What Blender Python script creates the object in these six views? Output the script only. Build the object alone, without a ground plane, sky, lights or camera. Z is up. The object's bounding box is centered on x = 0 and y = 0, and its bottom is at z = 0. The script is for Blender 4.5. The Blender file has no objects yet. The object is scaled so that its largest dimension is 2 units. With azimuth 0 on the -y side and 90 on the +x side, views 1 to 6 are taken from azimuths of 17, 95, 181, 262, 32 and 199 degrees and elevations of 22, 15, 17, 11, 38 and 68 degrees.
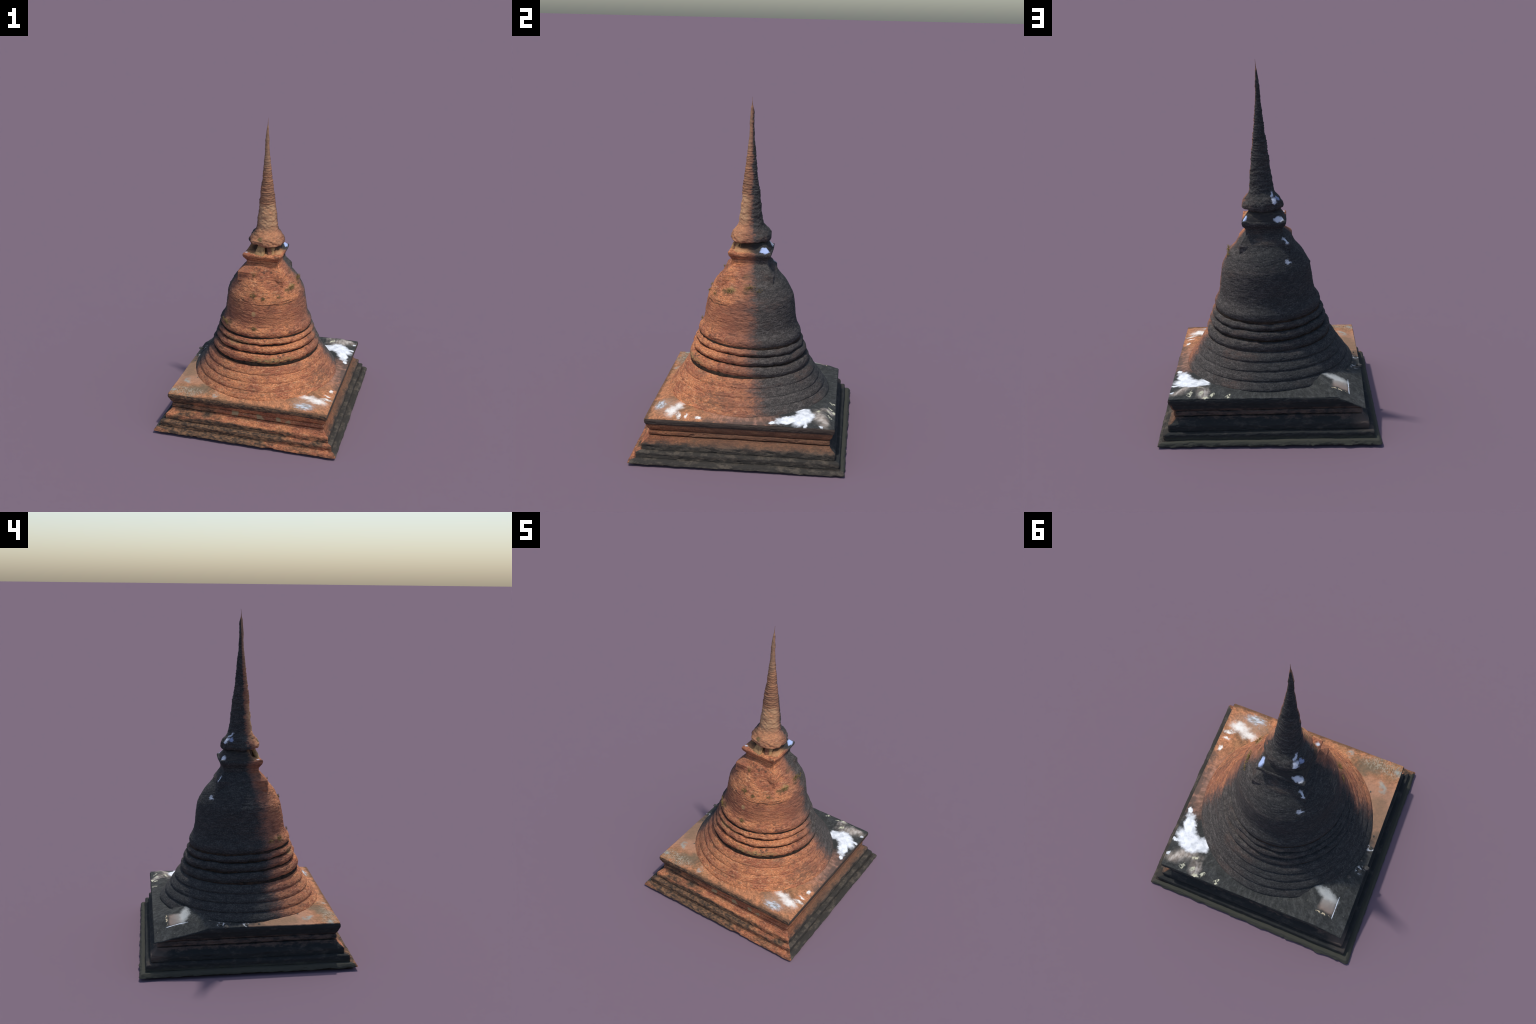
# Weathered brick bell-shaped stupa on a square stepped plinth.
# Everything is built in world coordinates (metres, z up); every part keeps its origin at the world origin.
import bpy, math, random
import numpy as np

random.seed(7)
TAU = 2 * math.pi

# ------------------------------------------------------------------ noise
def _hash(ix, iy, iz, seed):
    h = (ix.astype(np.int64) * 374761393 + iy.astype(np.int64) * 668265263 + iz.astype(np.int64) * 2147483647 + seed * 1274126177) & 0xFFFFFFFF
    h = ((h ^ (h >> 13)) * 1274126177) & 0xFFFFFFFF
    h = h ^ (h >> 16)
    return (h & 0xFFFFFF) / float(0xFFFFFF)

def vnoise(x, y, z, seed=0):
    """smooth value noise, -1..1"""
    fx, fy, fz = np.floor(x), np.floor(y), np.floor(z)
    ux, uy, uz = x - fx, y - fy, z - fz
    ux, uy, uz = [t * t * t * (t * (t * 6 - 15) + 10) for t in (ux, uy, uz)]
    out = 0
    for a in (0, 1):
        for b in (0, 1):
            for c in (0, 1):
                w = (ux if a else 1 - ux) * (uy if b else 1 - uy) * (uz if c else 1 - uz)
                out = out + w * _hash(fx + a, fy + b, fz + c, seed)
    return out * 2 - 1

def fbm(x, y, z, seed=0, octaves=3):
    out, amp, tot = 0, 1.0, 0
    for o in range(octaves):
        f = 2.03 ** o
        out = out + amp * vnoise(x * f + 17.3 * o, y * f - 9.1 * o, z * f + 4.7 * o, seed + o)
        tot += amp
        amp *= 0.5
    return out / tot

def smooth(v, a, b):
    t = np.clip((v - a) / (b - a), 0, 1)
    return t * t * (3 - 2 * t)

# ------------------------------------------------------------------ mesh helpers
ROOT = bpy.data.objects.new("brick_stupa", None)
bpy.context.scene.collection.objects.link(ROOT)
ROOT["label"] = "weathered orange brick bell-shaped stupa with tall ringed spire on square plinth"
ROOT["category"] = "brick stupa"

def add_mesh(name, verts, faces, mat, parent=None, angle=None):
    me = bpy.data.meshes.new(name)
    verts = np.asarray(verts, dtype=np.float32)
    me.vertices.add(len(verts))
    me.vertices.foreach_set("co", verts.ravel())
    if isinstance(faces, np.ndarray):
        n, k = faces.shape
        me.loops.add(n * k)
        me.loops.foreach_set("vertex_index", faces.ravel().astype(np.int32))
        me.polygons.add(n)
        me.polygons.foreach_set("loop_start", np.arange(0, n * k, k, dtype=np.int32))
        me.polygons.foreach_set("loop_total", np.full(n, k, dtype=np.int32))
    else:
        me.clear_geometry()
        me.from_pydata([tuple(v) for v in verts], [], faces)
    me.update(calc_edges=True)
    me.polygons.foreach_set("use_smooth", np.ones(len(me.polygons), dtype=bool))
    if angle:
        me.set_sharp_from_angle(angle=math.radians(angle))
    me.materials.append(mat)
    ob = bpy.data.objects.new(name, me)
    bpy.context.scene.collection.objects.link(ob)
    ob.parent = parent or ROOT
    return ob

def grid_faces(rows, cols):
    """quads of a lattice closed in the column direction, outward when rows climb and columns turn counter-clockwise"""
    r = np.arange(rows - 1)[:, None]
    c = np.arange(cols)[None, :]
    c2 = (c + 1) % cols
    return np.stack([r * cols + c, r * cols + c2, (r + 1) * cols + c2, (r + 1) * cols + c], -1).reshape(-1, 4)

def resample(points, step):
    """walk a control profile, keep its corners, add rows so that no row is taller than step"""
    pts = [np.array(p, float) for p in points]
    out = [pts[0]]
    for a, b in zip(pts[:-1], pts[1:]):
        n = max(1, int(math.ceil(np.linalg.norm(b - a) / step)))
        for i in range(1, n + 1):
            out.append(a + (b - a) * i / n)
    return np.array(out)

def smooth_profile(points, step):
    """Catmull-Rom through the control points, then even rows"""
    p = np.array(points, float)
    q = np.vstack([2 * p[0] - p[1], p, 2 * p[-1] - p[-2]])
    out = []
    for i in range(1, len(q) - 2):
        n = max(2, int(np.linalg.norm(q[i + 1] - q[i]) / step) + 1)
        t = np.linspace(0, 1, n, endpoint=False)[:, None]
        a, b, c, d = q[i - 1], q[i], q[i + 1], q[i + 2]
        # limited tangents: no overshoot on tight mouldings
        m1, m2 = (c - a) * 0.5, (d - b) * 0.5
        L = np.linalg.norm(c - b)
        m1 = m1 * min(1, L * 1.2 / (np.linalg.norm(m1) + 1e-9))
        m2 = m2 * min(1, L * 1.2 / (np.linalg.norm(m2) + 1e-9))
        h = (2 * t**3 - 3 * t**2 + 1) * b + (t**3 - 2 * t**2 + t) * m1 + (-2 * t**3 + 3 * t**2) * c + (t**3 - t**2) * m2
        out.append(h)
    out.append(q[-2][None, :])
    return np.vstack(out)

def revolve(name, rz, shape, mat, cols=640, parent=None, cap_top=False, cap_bottom=False, angle=None):
    """rz: rows of (z, r); shape(theta, z, r, zg, rg) returns x, y, z arrays"""
    th = np.linspace(0, TAU, cols, endpoint=False)[None, :]
    zz = rz[:, 0][:, None] + 0 * th
    rr = rz[:, 1][:, None] + 0 * th
    x, y, z = shape(th + 0 * zz, zz, rr)
    v = np.stack([x, y, z], -1).reshape(-1, 3)
    f = grid_faces(len(rz), cols)
    if rz[-1, 0] < rz[0, 0]:
        f = f[:, ::-1]
    return add_mesh(name, v, f, mat, parent, angle)

# ------------------------------------------------------------------ node helper
class Nodes:
    def __init__(self, name):
        self.m = bpy.data.materials.new(name)
        self.m.use_nodes = True
        self.t = self.m.node_tree
        self.t.nodes.clear()
        self.out = self.t.nodes.new("ShaderNodeOutputMaterial")
        self.b = self.t.nodes.new("ShaderNodeBsdfPrincipled")
        self.t.links.new(self.b.outputs[0], self.out.inputs[0])
        self.P = self.t.nodes.new("ShaderNodeTexCoord").outputs["Object"]
        s = self.t.nodes.new("ShaderNodeSeparateXYZ")
        self.t.links.new(self.P, s.inputs[0])
        self.x, self.y, self.z = s.outputs

    def put(self, sock, v):
        if isinstance(v, bpy.types.NodeSocket):
            self.t.links.new(v, sock)
        elif isinstance(v, (tuple, list)) and len(v) == 3 and sock.type == "RGBA":
            sock.default_value = (*v, 1)
        else:
            sock.default_value = v

    def math(self, op, a, b=0.0, c=None, clamp=False):
        n = self.t.nodes.new("ShaderNodeMath")
        n.operation = op
        n.use_clamp = clamp
        self.put(n.inputs[0], a)
        self.put(n.inputs[1], b)
        if c is not None:
            self.put(n.inputs[2], c)
        return n.outputs[0]

    def add(self, a, b): return self.math("ADD", a, b)
    def sub(self, a, b): return self.math("SUBTRACT", a, b)
    def mul(self, a, b): return self.math("MULTIPLY", a, b)
    def mx(self, a, b): return self.math("MAXIMUM", a, b)
    def mn(self, a, b): return self.math("MINIMUM", a, b)

    def step(self, v, a, b, lo=0.0, hi=1.0):
        n = self.t.nodes.new("ShaderNodeMapRange")
        n.interpolation_type = "SMOOTHSTEP"
        for i, q in enumerate((v, a, b, lo, hi)):
            self.put(n.inputs[i], q)
        return n.outputs[0]

    def scaled(self, s, vec=None):
        n = self.t.nodes.new("ShaderNodeVectorMath")
        n.operation = "MULTIPLY"
        self.put(n.inputs[0], vec or self.P)
        n.inputs[1].default_value = s
        return n.outputs[0]

    def noise(self, scale, s=(1, 1, 1), detail=3.0, rough=0.55, vec=None, color=False):
        n = self.t.nodes.new("ShaderNodeTexNoise")
        self.put(n.inputs["Vector"], self.scaled(s, vec))
        n.inputs["Scale"].default_value = scale
        n.inputs["Detail"].default_value = detail
        n.inputs["Roughness"].default_value = rough
        return n.outputs[1 if color else 0]

    def mix(self, f, a, b, kind="MIX"):
        n = self.t.nodes.new("ShaderNodeMix")
        n.data_type = "RGBA"
        n.blend_type = kind
        self.put(n.inputs[0], f)
        self.put(n.inputs[6], a)
        self.put(n.inputs[7], b)
        return n.outputs[2]

    def value(self, c, k):
        """colour times scalar"""
        n = self.t.nodes.new("ShaderNodeVectorMath")
        n.operation = "SCALE"
        self.put(n.inputs[0], c)
        self.put(n.inputs["Scale"], k)
        return n.outputs[0]

    def warp(self, amount, scale):
        n = self.t.nodes.new("ShaderNodeVectorMath")
        n.operation = "MULTIPLY_ADD"
        self.put(n.inputs[0], self.noise(scale, color=True, detail=4.0, rough=0.65))
        n.inputs[1].default_value = (amount,) * 3
        self.put(n.inputs[2], self.P)
        s = self.t.nodes.new("ShaderNodeVectorMath")
        s.operation = "SUBTRACT"
        self.put(s.inputs[0], n.outputs[0])
        s.inputs[1].default_value = (amount * 0.5,) * 3
        return s.outputs[0]

    def blob(self, vec, c, r, edge=0.35, rot=0.0):
        """soft ellipsoid round c with radii r, turned by rot about z: 1 inside"""
        n = self.t.nodes.new("ShaderNodeMapping")
        n.vector_type = "TEXTURE"
        self.put(n.inputs[0], vec)
        n.inputs["Location"].default_value = c
        n.inputs["Rotation"].default_value = (0, 0, math.radians(rot))
        n.inputs["Scale"].default_value = r
        l = self.t.nodes.new("ShaderNodeVectorMath")
        l.operation = "LENGTH"
        self.t.links.new(n.outputs[0], l.inputs[0])
        return self.step(l.outputs["Value"], 1.0 + edge, 1.0 - edge)

    def union(self, items):
        o = items[0]
        for i in items[1:]:
            o = self.mx(o, i)
        return o

    def finish(self, col, rough=0.93, height=None, strength=0.35, distance=0.004):
        self.put(self.b.inputs["Base Color"], col)
        self.b.inputs["Roughness"].default_value = rough
        self.b.inputs["Specular IOR Level"].default_value = 0.15
        if height is not None:
            n = self.t.nodes.new("ShaderNodeBump")
            n.inputs["Strength"].default_value = strength
            n.inputs["Distance"].default_value = distance
            self.put(n.inputs["Height"], height)
            self.t.links.new(n.outputs[0], self.b.inputs["Normal"])
        return self.m

# ------------------------------------------------------------------ colours
ORANGE, RED, TAN = (0.58, 0.225, 0.100), (0.37, 0.130, 0.068), (0.58, 0.315, 0.160)
BROWN, UMBER = (0.155, 0.085, 0.055), (0.075, 0.052, 0.038)
CRUST, CRUST_PALE = (0.036, 0.037, 0.037), (0.085, 0.082, 0.078)
GREENISH = (0.15, 0.125, 0.05)
WHITE, BLUISH = (0.80, 0.84, 0.88), (0.42, 0.47, 0.52)

def brick_colour(n, tan=0.5, course=0.0075):
    """orange laterite brick: patches of red, orange and tan, thin dark courses, pits"""
    patch = n.noise(7, (1, 1, 1.6), 5, 0.65)
    fine = n.noise(80, (1, 1, 2.8), 4, 0.75)
    streak = n.noise(24, (1, 1, 4.2), 5, 0.72)
    c = n.mix(n.step(patch, 0.40, 0.60), RED, ORANGE)
    c = n.mix(n.mul(n.step(streak, 0.52, 0.64), tan), c, TAN)
    c = n.mix(n.step(streak, 0.46, 0.35, 0, 0.78), c, (0.16, 0.072, 0.044))
    speck = n.noise(105, (1, 1, 2.6), 4, 0.75)
    c = n.mix(n.step(speck, 0.44, 0.36, 0, 0.85), c, (0.095, 0.048, 0.032))
    c = n.mix(n.step(n.noise(44, (1, 1, 3.0), 4, 0.75), 0.58, 0.68, 0, 0.5), c, (0.66, 0.42, 0.27))
    c = n.mix(n.step(n.noise(13, (1, 1, 2.4), 5, 0.7), 0.54, 0.66, 0, 0.5), c, (0.17, 0.095, 0.055))
    c = n.value(c, n.step(fine, 0.36, 0.64, 0.68, 1.28))
    return c, fine, streak

def crust_colour(n, base=CRUST, pale=CRUST_PALE):
    grain = n.noise(125, (1, 1, 1.5), 4, 0.78)
    streak = n.noise(24, (1, 1, 3.6), 5, 0.72)
    c = n.mix(n.step(streak, 0.44, 0.66, 0, 0.55), base, pale)
    c = n.mix(n.step(grain, 0.55, 0.66, 0, 0.75), c, pale)
    c = n.value(c, n.step(grain, 0.36, 0.60, 0.70, 1.15))
    return c

def sooted(n, centre, edge=-0.19, width=0.26, wobble=0.55):
    """the black lichen crust that covers the weather side (north), with a ragged streaky border"""
    dx, dy = n.sub(n.x, centre[0]), n.sub(n.y, centre[1])
    d = n.math("SQRT", n.add(n.mul(dx, dx), n.mul(dy, dy)))
    a = math.radians(106.5)
    dot = n.math("DIVIDE", n.add(n.mul(dx, math.cos(a)), n.mul(dy, math.sin(a))), n.mx(d, 0.001))
    w = n.add(n.mul(n.sub(n.noise(9, (1, 1, 2.5), 5, 0.7), 0.5), wobble), n.mul(n.sub(n.noise(60, (1, 1, 3), 3, 0.7), 0.5), wobble * 0.7))
    return n.step(n.add(dot, w), edge - width, edge + width)

def round_masonry(name, centre=(0, 0), extra=None, tan=0.5, edge=-0.19, crust=CRUST, dirt=0.25, bump=0.4, redden=0.9, wobble=0.55):
    n = Nodes(name)
    c, fine, streak = brick_colour(n, tan)
    # grey-brown lichen spots on the bright side
    lich = n.mul(n.step(n.noise(11, (1, 1, 1.7), 5, 0.7), 0.54, 0.66), n.step(n.noise(45, (1, 1, 2), 3), 0.4, 0.6))
    c = n.mix(n.mul(lich, dirt * 2), c, UMBER)
    if extra:
        c = extra(n, c)
    soot = sooted(n, centre, edge, 0.26, wobble)
    # the brick reddens and browns before the crust begins; its fringe is purplish brown, then black
    early = sooted(n, centre, edge - 0.34, 0.40, 0.5)
    c = n.mix(n.mul(early, redden), c, n.mix(n.step(streak, 0.35, 0.65), (0.115, 0.060, 0.046), (0.29, 0.130, 0.085)))
    c = n.mix(n.step(soot, 0.0, 0.6, 0, 0.72), c, n.mix(n.step(fine, 0.35, 0.65), (0.105, 0.060, 0.048), (0.23, 0.125, 0.092)))
    # towards the east the crust is thin and grey-brown, the north-west is black
    thin = n.step(n.add(n.x, n.mul(n.sub(n.noise(6, (1, 1, 1.5)), 0.5), 0.25)), -0.08, 0.24)
    dark = n.mix(thin, crust_colour(n, crust), crust_colour(n, (0.058, 0.052, 0.048), (0.150, 0.132, 0.118)))
    rusty = n.mul(n.step(n.noise(5, (1, 1, 1.8), 4, 0.65), 0.50, 0.68), n.step(streak, 0.35, 0.6))
    dark = n.mix(n.mul(n.mul(rusty, n.add(n.mul(thin, 0.5), 0.25)), 0.8), dark, (0.105, 0.066, 0.052))
    c = n.mix(n.step(soot, 0.25, 1.0), c, dark)
    if extra and hasattr(extra, "over"):
        c = extra.over(n, c)
    h = n.add(n.mul(fine, 0.6), streak)
    return n.finish(c, 0.93, h, bump)

# ---- bell: cracks, tufts, pale block, white streaks
def bell_extra(n, c):
    # the waist of the bell is redder and darker than the shoulder
    zw = n.add(n.z, n.mul(n.sub(n.noise(6, (1, 1, 1.5), 4), 0.5), 0.12))
    waist = n.mul(n.step(zw, 0.66, 0.72), n.step(zw, 0.86, 0.80))
    c = n.mix(n.mul(waist, 0.5), c, n.mix(n.noise(40, (1, 1, 3), 4), (0.20, 0.075, 0.045), (0.38, 0.145, 0.085)))
    wv = n.warp(0.03, 30)
    moss = n.union([n.blob(wv, p, r, 0.55) for p, r in [
        ((-0.026, -0.249, 0.889), (0.022, 0.03, 0.022)), ((0.045, -0.251, 0.874), (0.014, 0.03, 0.012)),
        ((0.14, -0.207, 0.883), (0.012, 0.02, 0.012)), ((-0.006, -0.305, 0.68), (0.022, 0.03, 0.012)),
        ((-0.2, -0.223, 0.672), (0.03, 0.03, 0.02)), ((-0.262, -0.165, 0.668), (0.03, 0.03, 0.018)),
        ((-0.043, -0.185, 1.007), (0.018, 0.03, 0.02)), ((0.205, -0.114, 0.912), (0.035, 0.035, 0.014)),
        ((0.173, -0.136, 0.905), (0.02, 0.02, 0.015)), ((0.229, 0.0, 0.918), (0.03, 0.03, 0.014)),
        ((0.223, 0.073, 0.928), (0.025, 0.025, 0.022))]])
    straw = n.union([n.blob(wv, p, r, 0.5) for p, r in [
        ((0.222, 0.014, 0.945), (0.034, 0.036, 0.030)), ((0.205, -0.100, 0.928), (0.026, 0.030, 0.020)),
        ((-0.236, -0.200, 0.685), (0.02, 0.02, 0.012)), ((0.14, 0.0, 0.99), (0.03, 0.03, 0.02))]])
    c = n.mix(n.mul(moss, n.step(n.noise(70), 0.3, 0.6, 0.45, 0.9)), c, (0.10, 0.075, 0.035))
    c = n.mix(n.mul(straw, n.step(n.noise(60), 0.3, 0.65, 0.3, 0.95)), c, (0.40, 0.275, 0.105))
    block = n.blob(n.warp(0.008, 40), (-0.014, -0.262, 0.771), (0.014, 0.03, 0.016), 0.2)
    c = n.mix(block, c, (0.42, 0.25, 0.12))
    # one long open joint round the sunny side
    zc = n.add(n.z, n.mul(n.sub(n.noise(14, (1, 1, 0.2)), 0.5), 0.02))
    line = n.step(n.math("ABSOLUTE", n.sub(zc, 0.832)), 0.0028, 0.0008)
    side = n.mul(n.step(n.y, -0.10, -0.16), n.step(n.x, -0.02, 0.02))
    c = n.mix(n.mul(n.mul(line, side), 0.85), c, (0.06, 0.03, 0.02))
    return c

def bell_over(n, c):
    wv = n.warp(0.045, 42)
    w = n.union([n.blob(wv, (-0.118, 0.131, 1.022), (0.007, 0.03, 0.022), 0.4, 45), n.blob(wv, (-0.13, 0.179, 0.908), (0.016, 0.02, 0.012), 0.5)])
    return n.mix(w, c, (0.50, 0.54, 0.60))
bell_extra.over = bell_over

def spire_extra(n, c):
    c = n.mix(0.35, c, (0.46, 0.275, 0.155))
    # pale plaster on the shaft below the rings, brown soot between the rings
    shaft = n.mul(n.step(n.z, 1.262, 1.31), n.step(n.add(n.z, n.mul(n.noise(30), 0.012)), 1.456, 1.448))
    c = n.mix(n.mul(shaft, n.step(n.noise(30, (1, 1, 1.5), 4), 0.3, 0.6, 0.25, 0.9)), c, (0.50, 0.30, 0.165))
    up = n.step(n.z, 1.448, 1.455)
    ringy = n.noise(60, (0.25, 0.25, 1.4), 3, 0.6)
    c = n.mix(n.mul(up, n.step(ringy, 0.35, 0.65, 0.75, 0.2)), c, (0.17, 0.10, 0.065))
    c = n.mix(n.mul(n.step(n.z, 1.62, 1.75), 0.6), c, (0.33, 0.21, 0.135))
    wv = n.warp(0.02, 30)
    c = n.mix(n.mul(n.union([n.blob(wv, (-0.08, -0.06, 1.255), (0.035, 0.035, 0.02)), n.blob(wv, (-0.01, -0.105, 1.225), (0.016, 0.02, 0.012))]), 0.75), c, (0.13, 0.11, 0.045))
    return c

def spire_over(n, c):
    wv = n.warp(0.036, 48)
    w = n.union([n.blob(wv, (-0.060, 0.080, 1.238), (0.014, 0.018, 0.020), 0.35), n.blob(wv, (-0.047, 0.058, 1.270), (0.007, 0.02, 0.022), 0.4)])
    c = n.mix(w, c, (0.55, 0.58, 0.66))
    return n.mix(n.blob(wv, (-0.080, 0.052, 1.250), (0.014, 0.010, 0.024), 0.35, 45), c, (0.24, 0.29, 0.44))
spire_extra.over = spire_over

def harmika_extra(n, c):
    # thin open joints of the neck courses
    zc = n.add(n.z, n.mul(n.sub(n.noise(22, (1, 1, 0.2)), 0.5), 0.005))
    for z0 in (1.062, 1.079, 1.096):
        c = n.mix(n.step(n.math("ABSOLUTE", n.sub(zc, z0)), 0.0022, 0.0008, 0, 0.8), c, (0.07, 0.03, 0.022))
    return c

def harmika_over(n, c):
    wv = n.warp(0.030, 50)
    c = n.mix(n.blob(wv, (0.108, 0.083, 1.136), (0.016, 0.026, 0.020), 0.3), c, (0.42, 0.52, 0.78))
    w = n.union([n.blob(wv, (-0.085, 0.108, 1.138), (0.030, 0.018, 0.016), 0.3, 20), n.blob(wv, (-0.106, -0.101, 1.138), (0.014, 0.012, 0.010), 0.4)])
    return n.mix(w, c, (0.56, 0.59, 0.66))
harmika_extra.over = harmika_over

def flare_extra(n, c):
    # dark lines kept by the hollows between the low steps, darker stains towards the east
    wv = n.warp(0.06, 14)
    st = n.union([n.blob(wv, (0.42, -0.16, 0.33), (0.10, 0.10, 0.05), 0.6), n.blob(wv, (0.30, -0.28, 0.44), (0.06, 0.06, 0.02), 0.6)])
    c = n.mix(n.mul(st, n.step(n.noise(40, (1, 1, 3)), 0.35, 0.6, 0.1, 0.8)), c, BROWN)
    root = n.blob(n.warp(0.01, 40), (-0.295, -0.353, 0.345), (0.012, 0.012, 0.022), 0.3)
    return n.mix(root, c, (0.05, 0.035, 0.02))

def ring_extra(n, c):
    # yellow-grey lichen on the lowest ring
    wv = n.warp(0.05, 22)
    m = n.union([n.blob(wv, (0.16, -0.33, 0.485), (0.14, 0.10, 0.018), 0.5), n.blob(wv, (0.03, -0.35, 0.49), (0.03, 0.06, 0.02), 0.5), n.blob(wv, (-0.12, -0.29, 0.585), (0.10, 0.10, 0.015), 0.5)])
    c = n.mix(n.mul(m, n.step(n.noise(60, (1, 1, 2), 4), 0.38, 0.58, 0.0, 0.9)), c, (0.36, 0.25, 0.10))
    return n.mix(n.mul(m, n.step(n.noise(38, (1, 1, 1.5), 4), 0.55, 0.64, 0.0, 0.9)), c, (0.075, 0.06, 0.045))

BELL = round_masonry("bell_brick", (0, 0), bell_extra, dirt=0.4)
RING = round_masonry("ring_brick", (0, 0), ring_extra, 0.55, dirt=0.5)
FLARE = round_masonry("flared_brick", (0, 0), flare_extra, 0.6, edge=-0.13, redden=0.6)
SPIRE = round_masonry("spire_plaster", (0.010, -0.009), spire_extra, 0.5, edge=-0.10, wobble=1.1)
HARMIKA = round_masonry("harmika_brick", (0, 0), harmika_extra, 0.3, edge=-0.12)

# ---- plinth walls
def plinth_material():
    n = Nodes("plinth_brick")
    c, fine, streak = brick_colour(n, 0.4)
    ax, ay = n.math("ABSOLUTE", n.x), n.math("ABSOLUTE", n.y)
    south = n.step(n.sub(n.mul(n.y, -1), ax), -0.004, 0.004)
    east = n.step(n.sub(n.x, ay), -0.004, 0.004)
    west = n.step(n.sub(n.mul(n.x, -1), ay), -0.004, 0.004)
    big = n.noise(4.2, (1, 1, 2.6), 5, 0.62)
    mid = n.noise(16, (1, 1, 2.8), 5, 0.7)
    pat = n.add(n.mul(big, 0.6), n.mul(mid, 0.4))
    # south: brick shows in the middle band and near the right-hand corner, black-brown below
    band = n.mul(n.step(n.z, 0.105, 0.13), n.step(n.z, 0.225, 0.205))
    bias = n.add(n.mul(n.step(n.x, -0.30, 0.45), 0.10), n.mul(band, n.step(n.x, -0.30, -0.1, 0.02, 0.20)))
    bias = n.add(bias, n.mul(n.step(n.x, -0.44, -0.60), 0.08))
    bias = n.sub(bias, n.mul(n.step(n.z, 0.222, 0.24), n.step(n.x, -0.60, -0.3, 0.02, 0.20)))
    bias = n.sub(bias, n.mul(n.blob(n.warp(0.1, 8), (0.0, -0.58, 0.075), (0.24, 0.2, 0.035), 0.5), 0.14))
    bias = n.sub(bias, n.step(n.z, 0.11, 0.06, 0, 0.06))
    sm = n.step(n.add(pat, bias), 0.49, 0.65)
    dark_s = n.mix(n.step(n.noise(34, (1, 1, 3), 4, 0.7), 0.40, 0.66), (0.058, 0.042, 0.032), (0.23, 0.125, 0.068))
    cs = n.mix(n.mul(sm, 0.92), dark_s, c)
    # a few pale repair blocks in the recess
    cell = n.noise(17, (1, 0.2, 0.8), 1, 0.3)
    blocks = n.mul(n.mul(n.step(cell, 0.54, 0.58), n.step(n.z, 0.150, 0.156)), n.mul(n.step(n.z, 0.197, 0.19), n.mul(n.step(n.x, -0.23, -0.2), n.step(n.x, 0.33, 0.3))))
    cs = n.mix(n.mul(blocks, 0.85), cs, (0.40, 0.30, 0.16))
    # east: brown above, grey-green crust below
    ze = n.add(n.z, n.mul(n.sub(mid, 0.5), 0.06))
    em = n.mul(n.step(ze, 0.100, 0.135), n.step(n.z, 0.225, 0.212))
    warm = n.step(n.add(n.y, n.mul(n.sub(big, 0.5), 0.3)), -0.1, -0.58)
    crust_e = n.mix(n.step(mid, 0.45, 0.68), (0.043, 0.039, 0.034), (0.108, 0.090, 0.070))
    brown_e = n.mix(warm, n.value(n.mix(0.7, c, (0.20, 0.125, 0.085)), 0.62), n.value(n.mix(0.3, c, BROWN), 0.66))
    ce = n.mix(em, crust_e, brown_e)
    ce = n.mix(n.mul(n.step(n.z, 0.218, 0.232), 0.8), ce, (0.062, 0.046, 0.038))
    # west and north: black, with a brownish band in the recess and pale olive ledges
    black = n.mix(n.step(mid, 0.48, 0.72), (0.026, 0.028, 0.028), (0.055, 0.052, 0.047))
    bw = n.mul(n.mul(n.step(ze, 0.128, 0.145), n.step(n.z, 0.20, 0.185)), n.step(mid, 0.35, 0.6))
    black = n.mix(n.mul(bw, 0.7), black, (0.125, 0.085, 0.068))
    black = n.mix(n.mul(n.step(ze, 0.058, 0.035), 0.7), black, (0.066, 0.066, 0.050))
    black = n.mix(n.mul(n.blob(n.warp(0.05, 20), (-0.55, 0.55, 0.15), (0.09, 0.09, 0.07), 0.5), 0.6), black, (0.14, 0.105, 0.085))
    col = n.mix(south, black, cs)
    col = n.mix(east, col, ce)
    return n.finish(col, 0.93, n.add(n.mul(fine, 0.6), streak), 0.45)
PLINTH = plinth_material()

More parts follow.
